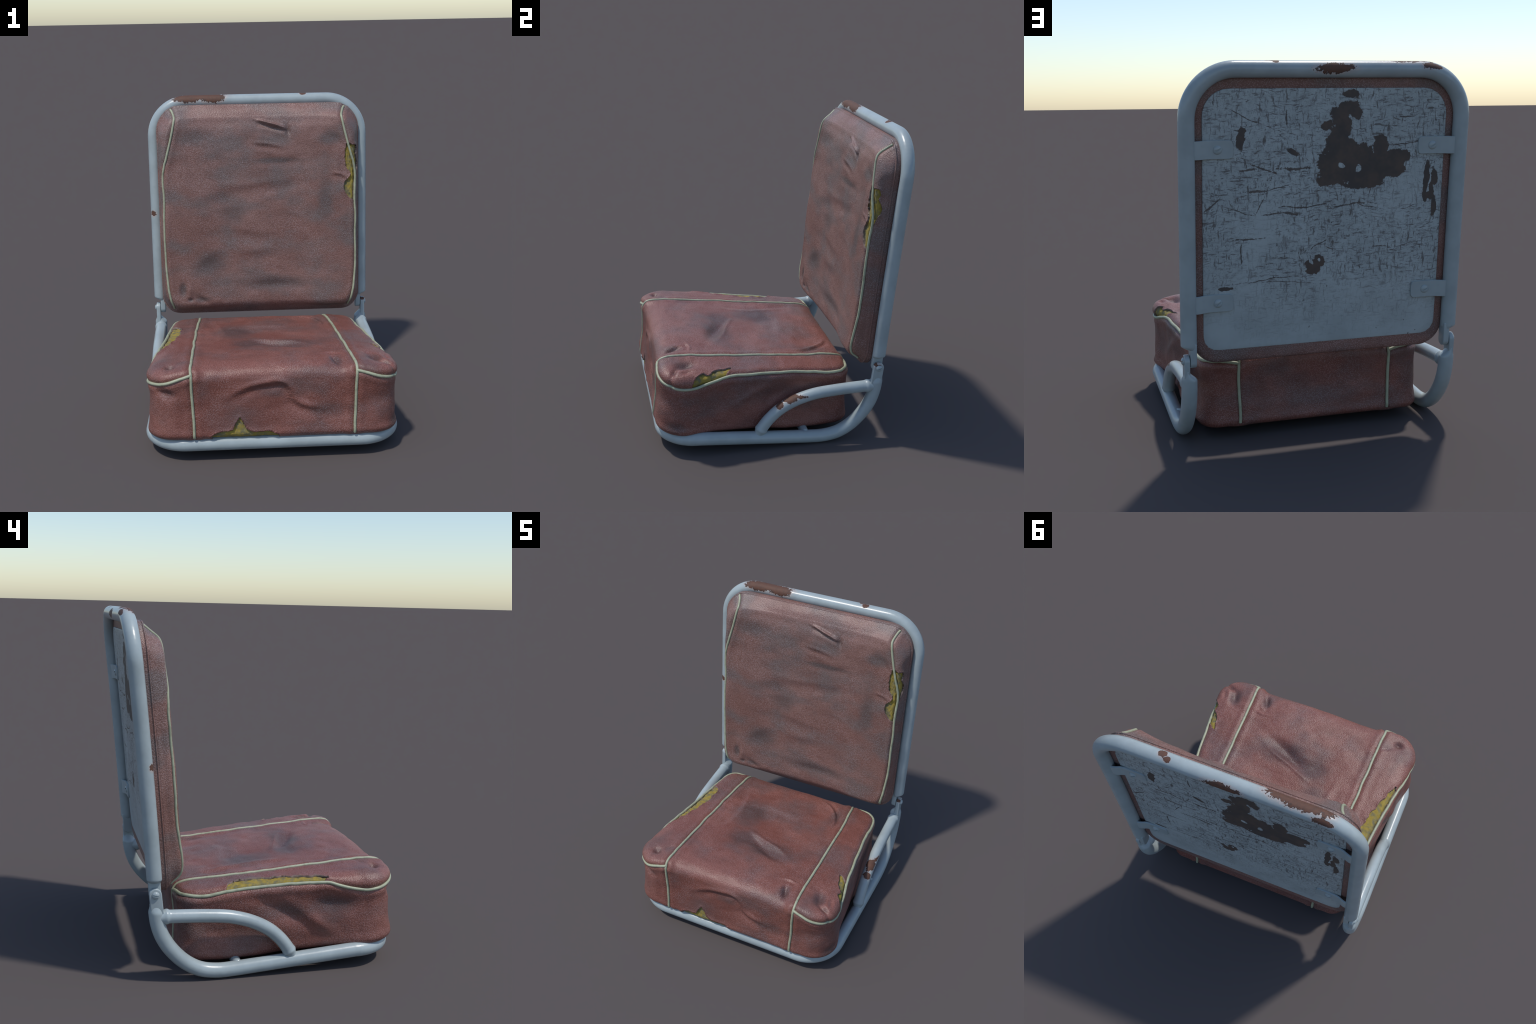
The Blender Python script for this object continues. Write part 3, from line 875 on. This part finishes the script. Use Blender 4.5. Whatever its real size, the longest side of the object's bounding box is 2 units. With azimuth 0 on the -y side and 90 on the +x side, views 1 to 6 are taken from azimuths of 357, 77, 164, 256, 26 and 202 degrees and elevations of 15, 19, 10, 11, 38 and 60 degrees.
# ---------------------------------------------------------------- back panel and its clips
n = 160
pp = ring_params(.650, .540, 1.868, .075, .135, n)
out = round_rect(.650, .540, 1.868, .075, .135, pp)
out[:, 0] *= .985 + .0 * out[:, 1]
def panel_ring(inset, e):
    P = round_rect(.645 - inset, .540 + inset, 1.868 - inset, .075, .135, pp)
    return np.column_stack([P[:, 0], back_y(P[:, 1]) + e - .006 * smooth(.9, .55, P[:, 1]), P[:, 1]])
rs = [panel_ring(0, -.035), panel_ring(0, -.013), panel_ring(.0015, -.0112), panel_ring(.004, -.0105)]
for sc in np.linspace(1, .01, 30)[1:]:
    P = np.array([0, 1.2]) + (rs[3][:, [0, 2]] - np.array([0, 1.2])) * sc
    rs.append(np.column_stack([P[:, 0], back_y(P[:, 1]) - .0105 - .006 * smooth(.9, .55, P[:, 1]) + .008 * (1 - sc ** 2), P[:, 1]]))
Vp = np.vstack(rs); Fp = [tuple(q) for q in loft_faces(len(rs), n)[:, ::-1]] + [tuple(range((len(rs) - 1) * n + n - 1, (len(rs) - 1) * n - 1, -1))]
pm = make_mesh("back_panel", Vp, Fp, [M_PANEL])
pm.set_sharp_from_angle(angle=math.radians(40))
add("back_panel", pm, seat_root)

def clip_mesh():
    """strap from the tube to the panel: local x toward the centre, z up, y rearward"""
    w, th = .0455, .010
    prof = catmull([(0.0, .016), (.03, .016), (.052, .010), (.075, .001), (.10, -.003), (.14, -.004), (.218, -.004)], 40)
    T = np.gradient(prof, axis=0); T /= np.linalg.norm(T, axis=1, keepdims=True)
    Nn = np.stack([-T[:, 1], T[:, 0]], 1)
    V, F = [], []
    rc = .020
    def halfw(x):
        e = .218 - x
        return w - (rc - math.sqrt(max(rc * rc - (rc - e) ** 2, 0)) if e < rc else 0)
    cross = [(-1, -.5), (-1, .3), (-.97, .5), (.97, .5), (1, .3), (1, -.5)]
    xs = prof[:, 0]
    for i in range(40):
        hw = max(halfw(xs[i]), w - rc)
        for a, b in cross:
            p = prof[i] + Nn[i] * th * b
            V.append((p[0], p[1], hw * a))
    m = len(cross)
    for i in range(39):
        for j in range(m):
            k = (j + 1) % m
            F.append((i * m + j, i * m + k, (i + 1) * m + k, (i + 1) * m + j))
    F.append(tuple(range(m))); F.append(tuple(39 * m + j for j in range(m))[::-1])
    me = make_mesh("panel_clip", np.array(V), F, [M_PAINT])
    bm = bmesh.new(); bm.from_mesh(me); bmesh.ops.recalc_face_normals(bm, faces=bm.faces); bm.to_mesh(me); bm.free()
    me.set_sharp_from_angle(angle=math.radians(35))
    return me
CLIP = clip_mesh()
CS = screw_mesh("clip_screw", .0225, .012)
for (s, zc), tw in zip(((1, 1.575), (-1, 1.575), (1, .797), (-1, .797)), (.45, .5, .6, .4)):
    o = add("panel_clip", CLIP, seat_root)
    tilt = math.atan(back_slope(zc))
    R = Matrix.Rotation(-tilt, 4, "X")
    o.matrix_world = Matrix.Translation((s * (.711), back_y(zc), zc)) @ R @ Matrix.Diagonal((-s, 1, 1, 1))
    q = add("clip_screw", CS, o)
    q.matrix_world = Matrix.Translation((s * .571, back_y(zc) + .0005, zc)) @ R @ Matrix.Rotation(-math.pi / 2, 4, "X") @ Matrix.Rotation(tw, 4, "Z")
    q.matrix_parent_inverse = Matrix()
    q.matrix_basis = o.matrix_world.inverted() @ q.matrix_world if False else (o.matrix_basis.inverted() @ (Matrix.Translation((s * .571, back_y(zc) + .0005, zc)) @ R @ Matrix.Rotation(-math.pi / 2, 4, "X") @ Matrix.Rotation(tw, 4, "Z")))
